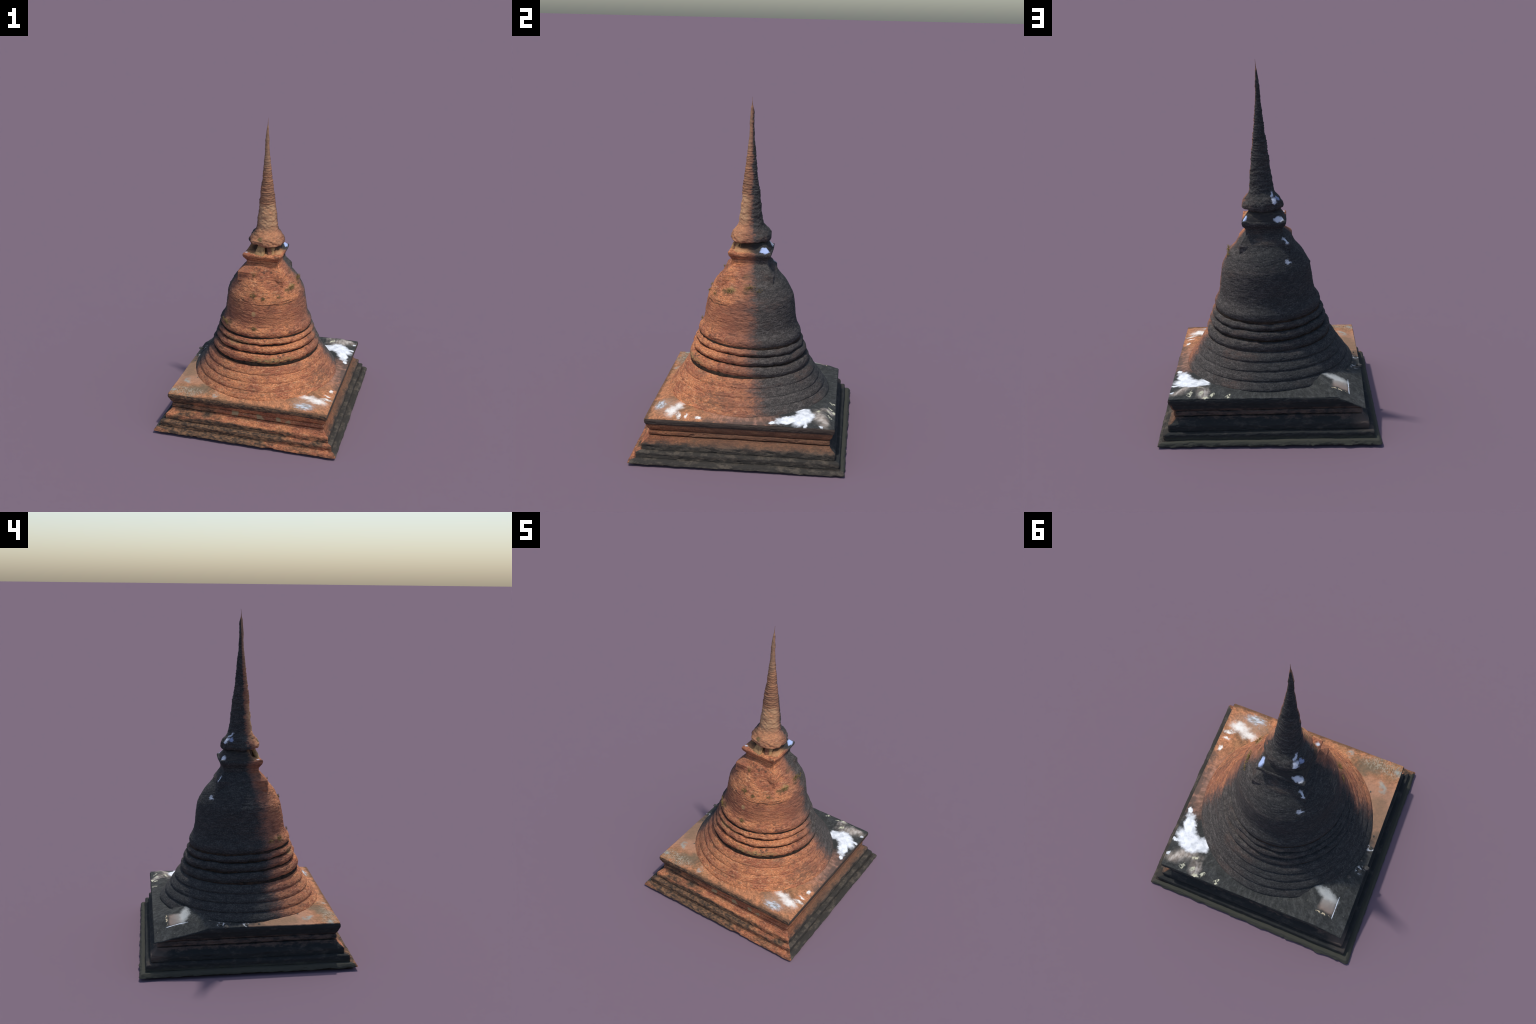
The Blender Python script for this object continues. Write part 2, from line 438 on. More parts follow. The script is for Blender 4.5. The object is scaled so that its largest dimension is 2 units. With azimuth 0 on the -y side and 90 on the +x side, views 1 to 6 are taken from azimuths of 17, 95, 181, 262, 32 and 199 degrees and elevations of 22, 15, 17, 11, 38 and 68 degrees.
# ---- deck
def deck_material():
    n = Nodes("deck_plaster")
    # streaks that run outward from the dome
    a = n.math("ARCTAN2", n.y, n.x)
    d = n.math("SQRT", n.add(n.mul(n.x, n.x), n.mul(n.y, n.y)))
    cv = n.t.nodes.new("ShaderNodeCombineXYZ")
    n.put(cv.inputs[0], n.mul(a, 2.2)); n.put(cv.inputs[1], n.mul(d, 3.0)); n.put(cv.inputs[2], n.z)
    streak = n.noise(12, (1, 0.6, 1), 4, 0.65, vec=cv.outputs[0])
    blur = n.noise(9, (1, 1, 1), 3)
    fine = n.noise(90, (1, 1, 1), 4, 0.7)
    c = n.mix(n.step(streak, 0.3, 0.7), (0.34, 0.155, 0.08), (0.58, 0.245, 0.115))
    c = n.mix(n.step(blur, 0.48, 0.64, 0, 0.6), c, (0.30, 0.17, 0.085))
    c = n.mix(n.step(n.noise(24, (1, 0.5, 1), 5, 0.72, vec=cv.outputs[0]), 0.54, 0.66, 0, 0.6), c, (0.20, 0.105, 0.06))
    c = n.value(c, n.step(fine, 0.36, 0.64, 0.75, 1.22))
    grime = n.mul(n.step(n.noise(8, (1, 1, 1), 5, 0.7), 0.50, 0.62), n.step(n.noise(40, (1, 1, 1), 4, 0.7), 0.38, 0.56))
    c = n.mix(n.mul(grime, 0.6), c, (0.12, 0.075, 0.048))
    # east strip turns purplish brown, west strip beige-grey
    yy = n.add(n.y, n.mul(n.sub(streak, 0.5), 0.16))
    eb = n.mul(n.step(yy, -0.28, 0.0), n.step(n.x, 0.0, 0.25))
    c = n.mix(n.mul(eb, 0.72), c, n.value(n.mix(n.step(streak, 0.35, 0.7), (0.13, 0.085, 0.07), (0.36, 0.21, 0.17)), 1.0))
    edge_e = n.mul(n.step(n.x, 0.475, 0.515), n.step(n.noise(30, (1, 1, 1), 4), 0.35, 0.55))
    c = n.mix(n.mul(edge_e, n.step(n.y, -0.35, -0.1, 0.2, 0.8)), c, (0.11, 0.08, 0.066))
    wb = n.mul(n.step(yy, -0.48, -0.30), n.step(n.x, -0.2, -0.38))
    c = n.mix(n.mul(wb, 0.75), c, n.mix(n.step(blur, 0.35, 0.65), (0.40, 0.235, 0.155), (0.27, 0.175, 0.115)))
    wv = n.warp(0.07, 16)
    wf = n.warp(0.05, 34)
    wb = n.warp(0.075, 26)
    # south-west: grey smudge, teal flecks, pale scratched plaster
    c = n.mix(n.mul(n.blob(wv, (-0.345, -0.445, 0.26), (0.085, 0.05, 0.2), 0.6, 25), 0.8), c, (0.155, 0.125, 0.082))
    scr = n.mul(n.blob(wv, (-0.43, -0.475, 0.26), (0.13, 0.045, 0.2), 0.5), n.step(n.noise(75, (1.8, 0.8, 1), 4, 0.7), 0.45, 0.62))
    c = n.mix(n.mul(scr, 0.7), c, (0.42, 0.37, 0.28))
    scr2 = n.mul(n.blob(wv, (-0.40, -0.48, 0.26), (0.15, 0.04, 0.2), 0.5), n.step(n.noise(65, (1.8, 0.8, 1), 4, 0.7, vec=n.scaled((1, -1, 1))), 0.5, 0.65))
    c = n.mix(n.mul(scr2, 0.7), c, (0.10, 0.085, 0.055))
    teal = n.union([n.blob(wf, (-0.452, -0.352, 0.26), (0.020, 0.034, 0.2), 0.5, 30), n.blob(wf, (-0.508, -0.468, 0.26), (0.022, 0.016, 0.2), 0.6), n.blob(wf, (-0.215, -0.480, 0.26), (0.016, 0.028, 0.2), 0.6)])
    c = n.mix(n.mul(teal, n.step(n.noise(40), 0.38, 0.6, 0.1, 0.7)), c, (0.33, 0.37, 0.33))
    # south edge band
    se = n.mul(n.step(n.add(n.y, n.mul(n.sub(n.noise(22), 0.5), 0.05)), -0.505, -0.525), n.step(n.x, -0.45, -0.3))
    c = n.mix(n.mul(se, 0.75), c, (0.11, 0.066, 0.042))
    # south-east: white splash and a bluish one beside it
    sm = n.union([n.blob(wb, (0.440, -0.392, 0.26), (0.050, 0.026, 0.2), 0.75, -5), n.blob(wb, (0.380, -0.368, 0.26), (0.045, 0.022, 0.2), 0.9, -12), n.blob(wb, (0.490, -0.350, 0.26), (0.024, 0.010, 0.2), 0.8), n.blob(wb, (0.489, -0.305, 0.26), (0.018, 0.006, 0.2), 0.9), n.blob(wb, (0.497, -0.244, 0.26), (0.008, 0.014, 0.2), 0.9)])
    c = n.mix(n.mul(n.blob(wv, (0.385, -0.425, 0.26), (0.09, 0.06, 0.2), 0.7), 0.5), c, (0.42, 0.30, 0.22))
    c = n.mix(n.mul(sm, n.step(n.noise(55, (0.6, 1.6, 1), 4), 0.20, 0.45, 0.65, 1)), c, (0.86, 0.83, 0.76))
    bl = n.blob(wf, (0.372, -0.474, 0.26), (0.055, 0.028, 0.2), 0.5, 0)
    c = n.mix(n.mul(bl, n.step(n.noise(40, (0.6, 2, 1)), 0.35, 0.6, 0.35, 0.95)), c, n.mix(n.step(n.noise(50, (0.6, 2, 1)), 0.4, 0.6), (0.28, 0.30, 0.29), (0.60, 0.65, 0.70)))
    fleck = n.mul(n.blob(wv, (0.315, -0.46, 0.26), (0.03, 0.05, 0.2), 0.6), n.step(n.noise(70), 0.60, 0.68))
    c = n.mix(fleck, c, BLUISH)
    # black crust over the northern half, border oblique from the west edge to the east one
    lim = n.sub(n.y, n.add(n.mul(n.x, 0.20), 0.06))
    lim = n.add(lim, n.mul(n.sub(n.noise(14, (1, 1, 1), 5, 0.7), 0.5), 0.22))
    dark = n.step(lim, -0.07, 0.09)
    crust = n.mix(n.step(streak, 0.4, 0.75, 0, 0.7), (0.040, 0.042, 0.040), (0.092, 0.093, 0.088))
    crust = n.value(crust, n.step(fine, 0.3, 0.7, 0.75, 1.2))
    crust = n.mix(n.step(n.noise(150, (1, 1, 1), 2), 0.70, 0.75, 0, 0.6), crust, (0.3, 0.3, 0.22))
    c = n.mix(dark, c, crust)
    # north-east: the big white patch, with a fleshy fringe and straw-coloured crumbs
    fringe = n.union([n.blob(wv, (0.44, 0.44, 0.27), (0.09, 0.035, 0.2), 0.6, 20), n.blob(wv, (0.35, 0.475, 0.27), (0.03, 0.035, 0.2), 0.6)])
    c = n.mix(n.mul(fringe, n.step(n.noise(16), 0.35, 0.6, 0.25, 0.85)), c, n.mix(n.step(n.noise(30, (2, 0.7, 1)), 0.35, 0.65), (0.34, 0.28, 0.23), (0.56, 0.50, 0.44)))
    nw = n.union([n.blob(wf, (0.468, 0.275, 0.26), (0.034, 0.085, 0.2), 0.25, 22), n.blob(wf, (0.440, 0.345, 0.26), (0.085, 0.055, 0.2), 0.25, -25), n.blob(wf, (0.358, 0.345, 0.26), (0.035, 0.042, 0.2), 0.3), n.blob(wf, (0.512, 0.365, 0.26), (0.025, 0.012, 0.2), 0.4), n.blob(wf, (0.522, 0.45, 0.26), (0.010, 0.012, 0.2), 0.3), n.blob(wf, (0.508, 0.178, 0.26), (0.012, 0.018, 0.2), 0.4)])
    c = n.mix(nw, c, n.mix(n.step(n.noise(30, (1, 1, 1), 4), 0.35, 0.6), (0.62, 0.65, 0.67), (0.86, 0.88, 0.90)))
    crumbs = n.union([n.blob(wf, p, (0.016, 0.010, 0.2), 0.4, 30) for p in [(0.30, 0.497, 0.27), (0.335, 0.515, 0.27), (0.365, 0.43, 0.27), (0.42, 0.49, 0.27), (0.213, 0.503, 0.27), (0.36, 0.49, 0.27)]])
    c = n.mix(n.mul(crumbs, n.step(n.noise(80), 0.4, 0.55)), c, (0.62, 0.60, 0.44))
    # north-west: a bare square of pale plaster with a bright broken edge
    lx = n.math("ABSOLUTE", n.add(n.x, 0.402)); ly = n.math("ABSOLUTE", n.sub(n.y, n.add(0.400, n.mul(n.add(n.x, 0.402), -0.1))))
    sq = n.mul(n.step(n.add(lx, n.mul(n.noise(30), 0.025)), 0.066, 0.040), n.step(n.add(ly, n.mul(n.noise(22), 0.035)), 0.070, 0.044))
    c = n.mix(n.mul(sq, 0.95), c, n.mix(n.step(n.add(n.y, n.mul(n.noise(10), 0.05)), 0.40, 0.47), (0.33, 0.31, 0.28), (0.27, 0.20, 0.16)))
    c = n.mix(n.mul(n.blob(wf, (-0.375, 0.352, 0.28), (0.06, 0.022, 0.2), 0.6, -12), 0.8), c, (0.52, 0.53, 0.50))
    rim = n.mul(n.step(n.math("ABSOLUTE", n.add(n.add(n.x, 0.4455), n.mul(n.sub(n.noise(50), 0.5), 0.006))), 0.0030, 0.0010), n.mul(n.step(n.y, 0.335, 0.345), n.step(n.y, 0.465, 0.455)))
    c = n.mix(n.mul(rim, n.step(n.noise(30), 0.35, 0.5, 0.35, 1)), c, (0.72, 0.76, 0.82))
    flake = n.mul(n.step(n.math("ABSOLUTE", n.sub(n.y, n.add(0.448, n.mul(n.noise(40), 0.016)))), 0.006, 0.002), n.mul(n.step(n.x, -0.44, -0.43), n.step(n.x, -0.345, -0.355)))
    c = n.mix(n.mul(flake, n.step(n.noise(60), 0.45, 0.55)), c, (0.66, 0.55, 0.36))
    wfl = n.union([n.blob(wf, (-0.50, 0.015, 0.26), (0.022, 0.014, 0.2), 0.5), n.blob(wf, (-0.495, 0.156, 0.26), (0.018, 0.02, 0.2), 0.6)])
    c = n.mix(n.mul(wfl, n.step(n.noise(75), 0.48, 0.58)), c, (0.60, 0.61, 0.60))
    return n.finish(c, 0.93, n.add(streak, n.mul(fine, 0.5)), 0.35)
DECK = deck_material()

def plain(name, a, b, scale=40, rough=0.95):
    n = Nodes(name)
    f = n.noise(scale, (1, 1, 1), 4, 0.7)
    return n.finish(n.mix(n.step(f, 0.35, 0.65), a, b), rough, f, 0.3)

# ------------------------------------------------------------------ plinth geometry
# corner positions (SW, SE, NE, NW) of the square at the ground and at the cornice lip, for a half size of one
BASE_Q = np.array([(-0.993, -1.010), (0.996, -1.012), (0.979, 0.962), (-0.998, 1.008)])
LIP_Q = np.array([(-0.995, -0.985), (1.000, -1.004), (1.006, 0.984), (-1.000, 1.000)])

def square_xy(u, v, q, z):
    """u, v in -1..1 on the unit square; q half size; corners drift with height"""
    k = np.clip(z / 0.25, 0, 1)
    x = y = 0
    for i, (a, b) in enumerate([(-1, -1), (1, -1), (1, 1), (-1, 1)]):
        w = (1 + a * u) * (1 + b * v) * 0.25
        x = x + w * (BASE_Q[i, 0] * (1 - k) + LIP_Q[i, 0] * k)
        y = y + w * (BASE_Q[i, 1] * (1 - k) + LIP_Q[i, 1] * k)
    return x * q, y * q

def perimeter(n):
    s = np.linspace(-1, 1, n, endpoint=False)
    one = np.ones(n)
    u = np.concatenate([s, one, -s, -one])
    v = np.concatenate([-one, s, one, -s])
    nx = np.concatenate([0 * s, one, 0 * s, -one])
    ny = np.concatenate([-one, 0 * s, one, 0 * s])
    return u, v, nx, ny

def slump_plane(x, y):
    """earth that has slid over the broken north-west corner"""
    return 0.561 + 0.4746 * x - 0.238 * y

def deck_height(x, y):
    d = np.hypot(x, y)
    edge = 0.53 - np.maximum(np.abs(x), np.abs(y))
    z = 0.2575 + 0.0150 * smooth(edge, 0.0, 0.085)
    z = z + 0.0030 * fbm(x * 9, y * 9, 0 * x, 31, 3) + 0.0015 * fbm(x * 45, y * 45, 0 * x, 35, 2)
    # rubble heap beside the north-east corner
    h = np.exp(-(((x - 0.390) / 0.105) ** 2 + ((y - 0.462) / 0.042) ** 2)) * smooth(edge, 0.0, 0.05)
    z = z + 0.022 * h * (1 + 0.2 * fbm(x * 30, y * 30, 0 * x, 33, 2))
    # ridge of earth running down from the dome to the north-west corner
    l = (x + y) * 0.7071 + 0.02
    w = smooth(-np.abs(l) + 0.02 * fbm(x * 20, y * 20, 0 * x, 38, 2), -0.17, -0.045) * smooth(y - x, 0.45, 0.60)
    dz = slump_plane(x, y) - z + 0.004 * fbm(x * 25, y * 25, 0 * x, 39, 3)
    dz = np.where(dz > 0, dz * 0.6, dz)
    return np.where(dz > 0, z + dz * w, z + dz)

def square_course(name, profile, seed, rough=0.0030, step=0.0042, per_side=300, ragged=0.0, corner=0.006, parent=None):
    rz = resample(profile, step)
    u, v, nx, ny = perimeter(per_side)
    q = rz[:, 0][:, None] + 0 * u[None]
    z = rz[:, 1][:, None] + 0 * u[None]
    U, V = u[None] + 0 * q, v[None] + 0 * q
    # chipped, rounded corners
    m = np.minimum(np.abs(U), np.abs(V))
    cut = corner / 0.55
    round_off = np.clip((m - (1 - cut)) / cut, 0, 1) ** 2 * cut * 0.45
    U = U * (1 - round_off); V = V * (1 - round_off)
    x, y = square_xy(U, V, q, z)
    NX, NY = nx[None] + 0 * q, ny[None] + 0 * q
    n1 = fbm(x * 14, y * 14, z * 45, seed, 3)
    n2 = fbm(x * 55, y * 55, z * 150, seed + 9, 2)
    out = rough * (n1 * 0.9 + n2 * 0.6) - 0.0035 * np.clip(fbm(x * 22, y * 22, z * 60, seed + 5, 2) - 0.35, 0, 1) * 3
    if ragged:
        low = smooth(-z, -0.030, -0.012)
        north = smooth(V, 0.9, 1.0)
        out = out + low * (ragged * (0.5 + 0.9 * north) * (fbm(x * 16, y * 16, 0 * z, seed + 3, 3) + 0.6 * fbm(x * 70, y * 70, 0 * z, seed + 4, 2)))
        z = z + low * 0.006 * fbm(x * 30, y * 30, 0 * z, seed + 7, 3)
    soft = 0.0030 * fbm(x * 7, y * 7, 0 * z, seed + 2, 2)
    # the courses have settled towards the north
    z = z - (0.0020 * (1 + V) + 0.0012 * (1 + U) * (1 - V) + 0.0013 * (1 + U) * (1 + V)) * (1 - smooth(z, 0.195, 0.235))
    x = x + NX * out; y = y + NY * out; z = z + soft
    # the broken corner
    lim = slump_plane(x, y) - 0.004
    over = z > lim
    hit = smooth(z - lim, -0.002, 0.010)
    pull = 1 - hit * 0.030
    x = np.where(over, x * pull, x); y = np.where(over, y * pull, y)
    z = np.where(over, np.minimum(z, slump_plane(x, y) - 0.004), z)
    verts = np.stack([x, y, z], -1).reshape(-1, 3)
    return add_mesh(name, verts, grid_faces(len(rz), 4 * per_side), PLINTH, parent, 50)

plinth = square_course("plinth", [(0.50, 0.018), (0.590, 0.018), (0.604, 0.015), (0.611, 0.019), (0.609, 0.026), (0.602, 0.036), (0.597, 0.0395), (0.56, 0.042)], 11, ragged=0.007, rough=0.0034)
square_course("stone_step", [(0.54, 0.0385), (0.574, 0.0392), (0.5765, 0.042), (0.5765, 0.070), (0.5735, 0.0765), (0.566, 0.079), (0.53, 0.082)], 21, parent=plinth)
square_course("wall_moulding", [(0.52, 0.078), (0.547, 0.0785), (0.5495, 0.083), (0.549, 0.112), (0.546, 0.119), (0.536, 0.1255), (0.525, 0.134), (0.516, 0.143), (0.5125, 0.150), (0.49, 0.153)], 31, parent=plinth)
square_course("recessed_band", [(0.48, 0.1540), (0.505, 0.1555), (0.5115, 0.158), (0.5135, 0.164), (0.5130, 0.178), (0.510, 0.183), (0.48, 0.187)], 41, parent=plinth)
square_course("cornice", [(0.47, 0.1825), (0.505, 0.184), (0.5115, 0.189), (0.5205, 0.203), (0.5280, 0.222), (0.5330, 0.230), (0.5345, 0.243), (0.5325, 0.2515), (0.527, 0.2545), (0.45, 0.2525)], 51, rough=0.0026, parent=plinth)

# core that stands behind the open joints and carries the plinth to the ground
def core():
    rz = resample([(0.585, 0.0), (0.585, 0.03), (0.50, 0.05), (0.495, 0.19), (0.44, 0.20)], 0.02)
    u, v, nx, ny = perimeter(60)
    q = rz[:, 0][:, None] + 0 * u[None]; z = rz[:, 1][:, None] + 0 * u[None]
    x, y = square_xy(u[None] + 0 * q, v[None] + 0 * q, q, z)
    add_mesh("plinth_core", np.stack([x, y, z], -1).reshape(-1, 3), grid_faces(len(rz), 240), plain("dark_mortar", (0.02, 0.017, 0.015), (0.04, 0.032, 0.026)), plinth)
core()

def deck():
    per = 260
    u, v, nx, ny = perimeter(per)
    t = np.concatenate([[0.0], np.linspace(0, 1, 64)])[:, None]
    xo, yo = square_xy(u, v, 0.5305, 0.25)
    th = np.arctan2(yo, xo)
    xi, yi = 0.425 * np.cos(th), 0.425 * np.sin(th)
    x = xo[None] * (1 - t) + xi[None] * t
    y = yo[None] * (1 - t) + yi[None] * t
    z = deck_height(x, y)
    z[0] -= 0.005
    add_mesh("deck", np.stack([x, y, z], -1).reshape(-1, 3), grid_faces(len(t), 4 * per), DECK, plinth)
deck()

# ------------------------------------------------------------------ dome geometry
def rough_round(th, z, r, seed, amp=0.0022, centre=(0, 0), course=0.35):
    """displace a surface of revolution: broad bulges, brick-scale roughness, faint courses"""
    c, s = np.cos(th), np.sin(th)
    x, y = r * c, r * s
    broad = fbm(x * 5, y * 5, z * 7, seed, 2)
    brick = fbm(x * 26, y * 26, z * 75, seed + 5, 3)
    fine = fbm(x * 85, y * 85, z * 190, seed + 8, 2)
    pits = np.clip(fbm(x * 48, y * 48, z * 110, seed + 12, 2) - 0.38, 0, 1)
    rows = np.sin(TAU * (z / 0.0085 + 0.35 * broad)) * course
    calm = 1 - 0.35 * smooth(s, 0.0, 0.5)      # the crusted north side is smoother
    return amp * (1.1 * broad + calm * (0.75 * brick + 0.45 * fine + 0.25 * rows * (0.6 + brick))) - pits * 0.007

# flared foot with four low steps
FLARE_PROFILE = [(0.240, 0.490), (0.262, 0.486), (0.275, 0.479), (0.310, 0.454), (0.350, 0.427), (0.380, 0.405), (0.412, 0.387), (0.430, 0.375), (0.4425, 0.363), (0.4490, 0.351), (0.452, 0.318), (0.453, 0.270)]
STEPS = [0.266, 0.312, 0.357, 0.402, 0.450]
def flare_shape(th, z, r):
    bulge = 0
    wav = 0.004 * fbm(np.cos(th) * 2.2, np.sin(th) * 2.2, 0 * z, 61, 3)
    zz = z + wav
    for a, b in zip(STEPS[:-1], STEPS[1:]):
        t = (zz - a) / (b - a)
        inside = (t >= 0) & (t < 1)
        bulge = bulge + np.where(inside, np.sin(np.pi * np.clip(t, 0, 1) ** 0.72) ** 0.55 - 0.62, 0)
    # the steps are worn away on the east and south-east
    worn = 0.45 + 0.55 * smooth(np.cos(th - math.radians(160)), -0.55, 0.25)
    rr = r + 0.0125 * worn * bulge + rough_round(th, z, r, 63, 0.0024)
    k = smooth(-z, -0.42, -0.27)
    cx = -0.004 - 0.004 * k
    return cx + rr * np.cos(th), -0.004 + rr * np.sin(th), z + 0.3 * wav
revolve("flared_foot", resample(FLARE_PROFILE, 0.0026), flare_shape, FLARE, 720)

# three ring mouldings
def ring(z0, z1, r_in, r_out, seed):
    h = z1 - z0
    prof = [(z0 + 0.006, 0.25), (z0 + 0.0035, r_in - 0.022), (z0 + 0.002, r_in - 0.004), (z0 + 0.10 * h, r_out - 0.0095), (z0 + 0.24 * h, r_out - 0.0040), (z0 + 0.42 * h, r_out), (z0 + 0.60 * h, r_out - 0.0018),
            (z0 + 0.78 * h, r_out - 0.0080), (z0 + 0.90 * h, r_out - 0.0160), (z1 - 0.004, r_in - 0.026), (z1 - 0.007, 0.25)]
    def shape(th, z, r):
        k = smooth(r, r_in - 0.03, r_in + 0.01)
        c, s = np.cos(th), np.sin(th)
        wav = 0.0052 * fbm(c * 2.6, s * 2.6, 0 * z + seed, seed, 3) + 0.0034 * fbm(c * 11, s * 11, 0 * z, seed + 3, 2)
        lip = smooth(-(z - z0), -0.35 * h, 0.0)
        chip = 0.011 * np.clip(fbm(c * 14, s * 14, z * 30, seed + 4, 3) - 0.12, 0, 1) * lip
        rr = r + k * (rough_round(th, z, r, seed + 6, 0.0032) - chip * 2 + 0.0055 * fbm(c * 5, s * 5, 0 * z, seed + 1, 3))
        tilt = -0.012 * s
        return -0.004 + rr * c, -0.005 + rr * s, z + wav + tilt
    revolve("ring_moulding", smooth_profile(prof, 0.0028), shape, RING, 680)
ring(0.5640, 0.6075, 0.303, 0.3190, 71)
ring(0.5120, 0.5655, 0.319, 0.3360, 82)
ring(0.4490, 0.5125, 0.339, 0.3580, 93)

# near-black bands modelled in the ring grooves to draw their shadow lines
JOINT_SHADOW = plain("joint_shadow_band", (0.016, 0.013, 0.011), (0.050, 0.032, 0.022), 45)
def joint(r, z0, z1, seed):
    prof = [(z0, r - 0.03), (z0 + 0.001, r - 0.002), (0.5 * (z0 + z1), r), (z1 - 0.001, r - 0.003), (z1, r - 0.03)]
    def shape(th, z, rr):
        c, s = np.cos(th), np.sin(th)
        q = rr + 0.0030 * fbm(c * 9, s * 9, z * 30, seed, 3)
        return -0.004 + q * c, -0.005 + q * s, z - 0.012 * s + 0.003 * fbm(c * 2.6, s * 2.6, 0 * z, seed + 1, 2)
    revolve("joint_shadow_band", smooth_profile(prof, 0.004), shape, JOINT_SHADOW, 400)
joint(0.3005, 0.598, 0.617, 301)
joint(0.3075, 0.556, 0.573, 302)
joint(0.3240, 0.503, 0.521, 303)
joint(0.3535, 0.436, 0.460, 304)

# bell, squared off under the harmika
BELL_PROFILE = [(0.612, 0.25), (0.609, 0.280), (0.608, 0.291), (0.612, 0.2965), (0.622, 0.3025), (0.636, 0.3045), (0.650, 0.3000), (0.664, 0.291), (0.680, 0.2810), (0.700, 0.2735), (0.730, 0.2680),
                (0.760, 0.2645), (0.790, 0.2600), (0.820, 0.2555), (0.845, 0.2515), (0.868, 0.2440), (0.900, 0.2275), (0.930, 0.2110), (0.950, 0.1970), (0.970, 0.1810), (0.990, 0.1640),
                (1.010, 0.1450), (1.028, 0.1260), (1.042, 0.1130), (1.054, 0.1000), (1.058, 0.08)]
def bell_shape(th, z, r):
    c, s = np.cos(th), np.sin(th)
    x, y = r * c, r * s
    k = smooth(r, 0.26, 0.30) + smooth(z, 0.62, 0.66)
    k = np.clip(k, 0, 1)
    rough = rough_round(th, z, r, 101, 0.0034)
    # a smooth belly on the north side, swollen lip below
    rr = r + k * rough
    # the four faces under the box are cut flat
    rr = rr - 0.005 * np.exp(-((z - 0.987) / 0.027) ** 2) * smooth(np.abs(np.cos(2 * th)), 0.55, 0.95)
    # square shoulder: slopes from the neck, with a broken ledge on three of the corners
    se = smooth(np.cos(th + math.pi / 4), 0.75, 0.92)
    nw = smooth(np.cos(th - 0.75 * math.pi), 0.75, 0.92)
    ne = smooth(np.cos(th - math.pi / 4), 0.75, 0.92)
    west = smooth(np.cos(th + 0.75 * math.pi), 0.75, 0.92)
    brow = 1.006 - 0.010 * se - 0.014 * ne + 0.004 * west
    wide = 0.1475 + 0.004 * se - 0.006 * nw - 0.006 * ne + 0.005 * west
    h = np.where(z > brow, 0.108 + (1.047 - z) / (1.047 - brow) * (wide - 0.108), wide + (brow - z) * 0.05)
    h = h + 0.003 * fbm(x * 20, y * 20, z * 40, 111, 3)
    low = 0.930 + 0.022 * (1 - se)
    h = np.where(z < low, h - (low - z) * 2.2, h)
    sq = h / np.maximum(np.abs(c), np.abs(s))
    sq = sq - 0.004 * np.clip(np.abs(np.sin(2 * th)) - 0.985, 0, 1) / 0.015
    sq = np.minimum(sq + 0.6 * rough, 0.222)
    kk = 0.006 + 0.026 * smooth(np.abs(np.cos(2 * th)), 0.25, 0.75)
    hh = np.clip(0.5 + 0.5 * (sq - rr) / kk, 0, 1)
    both = rr * (1 - hh) + sq * hh + kk * hh * (1 - hh) * 0.8
    up = smooth(z, 0.90, 0.94)
    rr = rr * (1 - up) + np.maximum(both, rr) * up
    # tufts and knobs that stand out from the wall
    def knob(a, z0, w, hgt):
        d = np.angle(np.exp(1j * (th - math.radians(a)))) * r
        return hgt * np.exp(-((d / w) ** 2 + ((z - z0) / (w * 0.8)) ** 2))
    rr = rr + knob(-139, 0.676, 0.022, 0.013) + knob(178, 0.863, 0.016, 0.007) + knob(170, 0.688, 0.016, 0.009) + knob(10, 0.935, 0.030, 0.004) + knob(-27, 0.925, 0.026, 0.004)
    crack = np.exp(-((z - 0.832 + 0.004 * fbm(c * 6, s * 6, 0 * z, 121, 2)) / 0.0025) ** 2) * smooth(-s, 0.35, 0.6) * smooth(c, -0.1, 0.1)
    rr = rr - 0.004 * crack
    tilt = -0.012 * s * smooth(-z, -0.72, -0.62)
    return -0.004 * smooth(-z, -0.80, -0.62) + rr * c, -0.003 - 0.002 * smooth(-z, -0.72, -0.62) + rr * s, z + tilt + 0.003 * fbm(c * 3, s * 3, 0 * z, 131, 2) * (1 - smooth(z, 0.62, 0.68))
revolve("bell", smooth_profile(BELL_PROFILE, 0.0025), bell_shape, BELL, 720)

# ------------------------------------------------------------------ harmika (square box between bell and spire)
def to_square(th, h, sharp):
    c, s = np.cos(th), np.sin(th)
    return h / np.maximum(np.abs(c), np.abs(s)) * sharp + h * (1 - sharp)

HARMIKA_PROFILE = [(1.036, 0.108), (1.060, 0.1065), (1.0615, 0.1045), (1.063, 0.1065), (1.077, 0.106), (1.0785, 0.1042), (1.080, 0.1075), (1.086, 0.1100), (1.094, 0.1160), (1.0965, 0.1165), (1.098, 0.1205), (1.106, 0.1240), (1.114, 0.1250), (1.121, 0.1225), (1.124, 0.115), (1.1245, 0.05)]
def harmika_shape(th, z, r):
    c, s = np.cos(th), np.sin(th)
    corner = smooth(np.abs(np.sin(2 * th)), 0.93, 1.0)
    rr = to_square(th, r, 1.0)
    x, y = rr * c, rr * s
    rag = 0.0022 * fbm(x * 30, y * 30, z * 90, 141, 3)
    lip = smooth(z, 1.098, 1.115)
    # edge of the tray: worn and wavy, corners turned up
    zz = z + lip * (0.0035 * fbm(x * 22, y * 22, 0 * z, 151, 3) + 0.007 * corner) * smooth(r, 0.08, 0.11)
    rr = rr * (1 + rag / 0.12 * smooth(r, 0.08, 0.10)) - 0.004 * corner * (1 - lip)
    k = smooth(-th % TAU, 0, 0.01) * 0
    cx = 0.001 - 0.004 * smooth(s, 0.3, 0.9) * c
    return cx + rr * c, -0.004 + rr * s * (1 - 0.04 * smooth(s, 0.3, 0.9) * 0), zz
harmika = revolve("harmika", resample(HARMIKA_PROFILE, 0.0022), harmika_shape, HARMIKA, 480, angle=45)

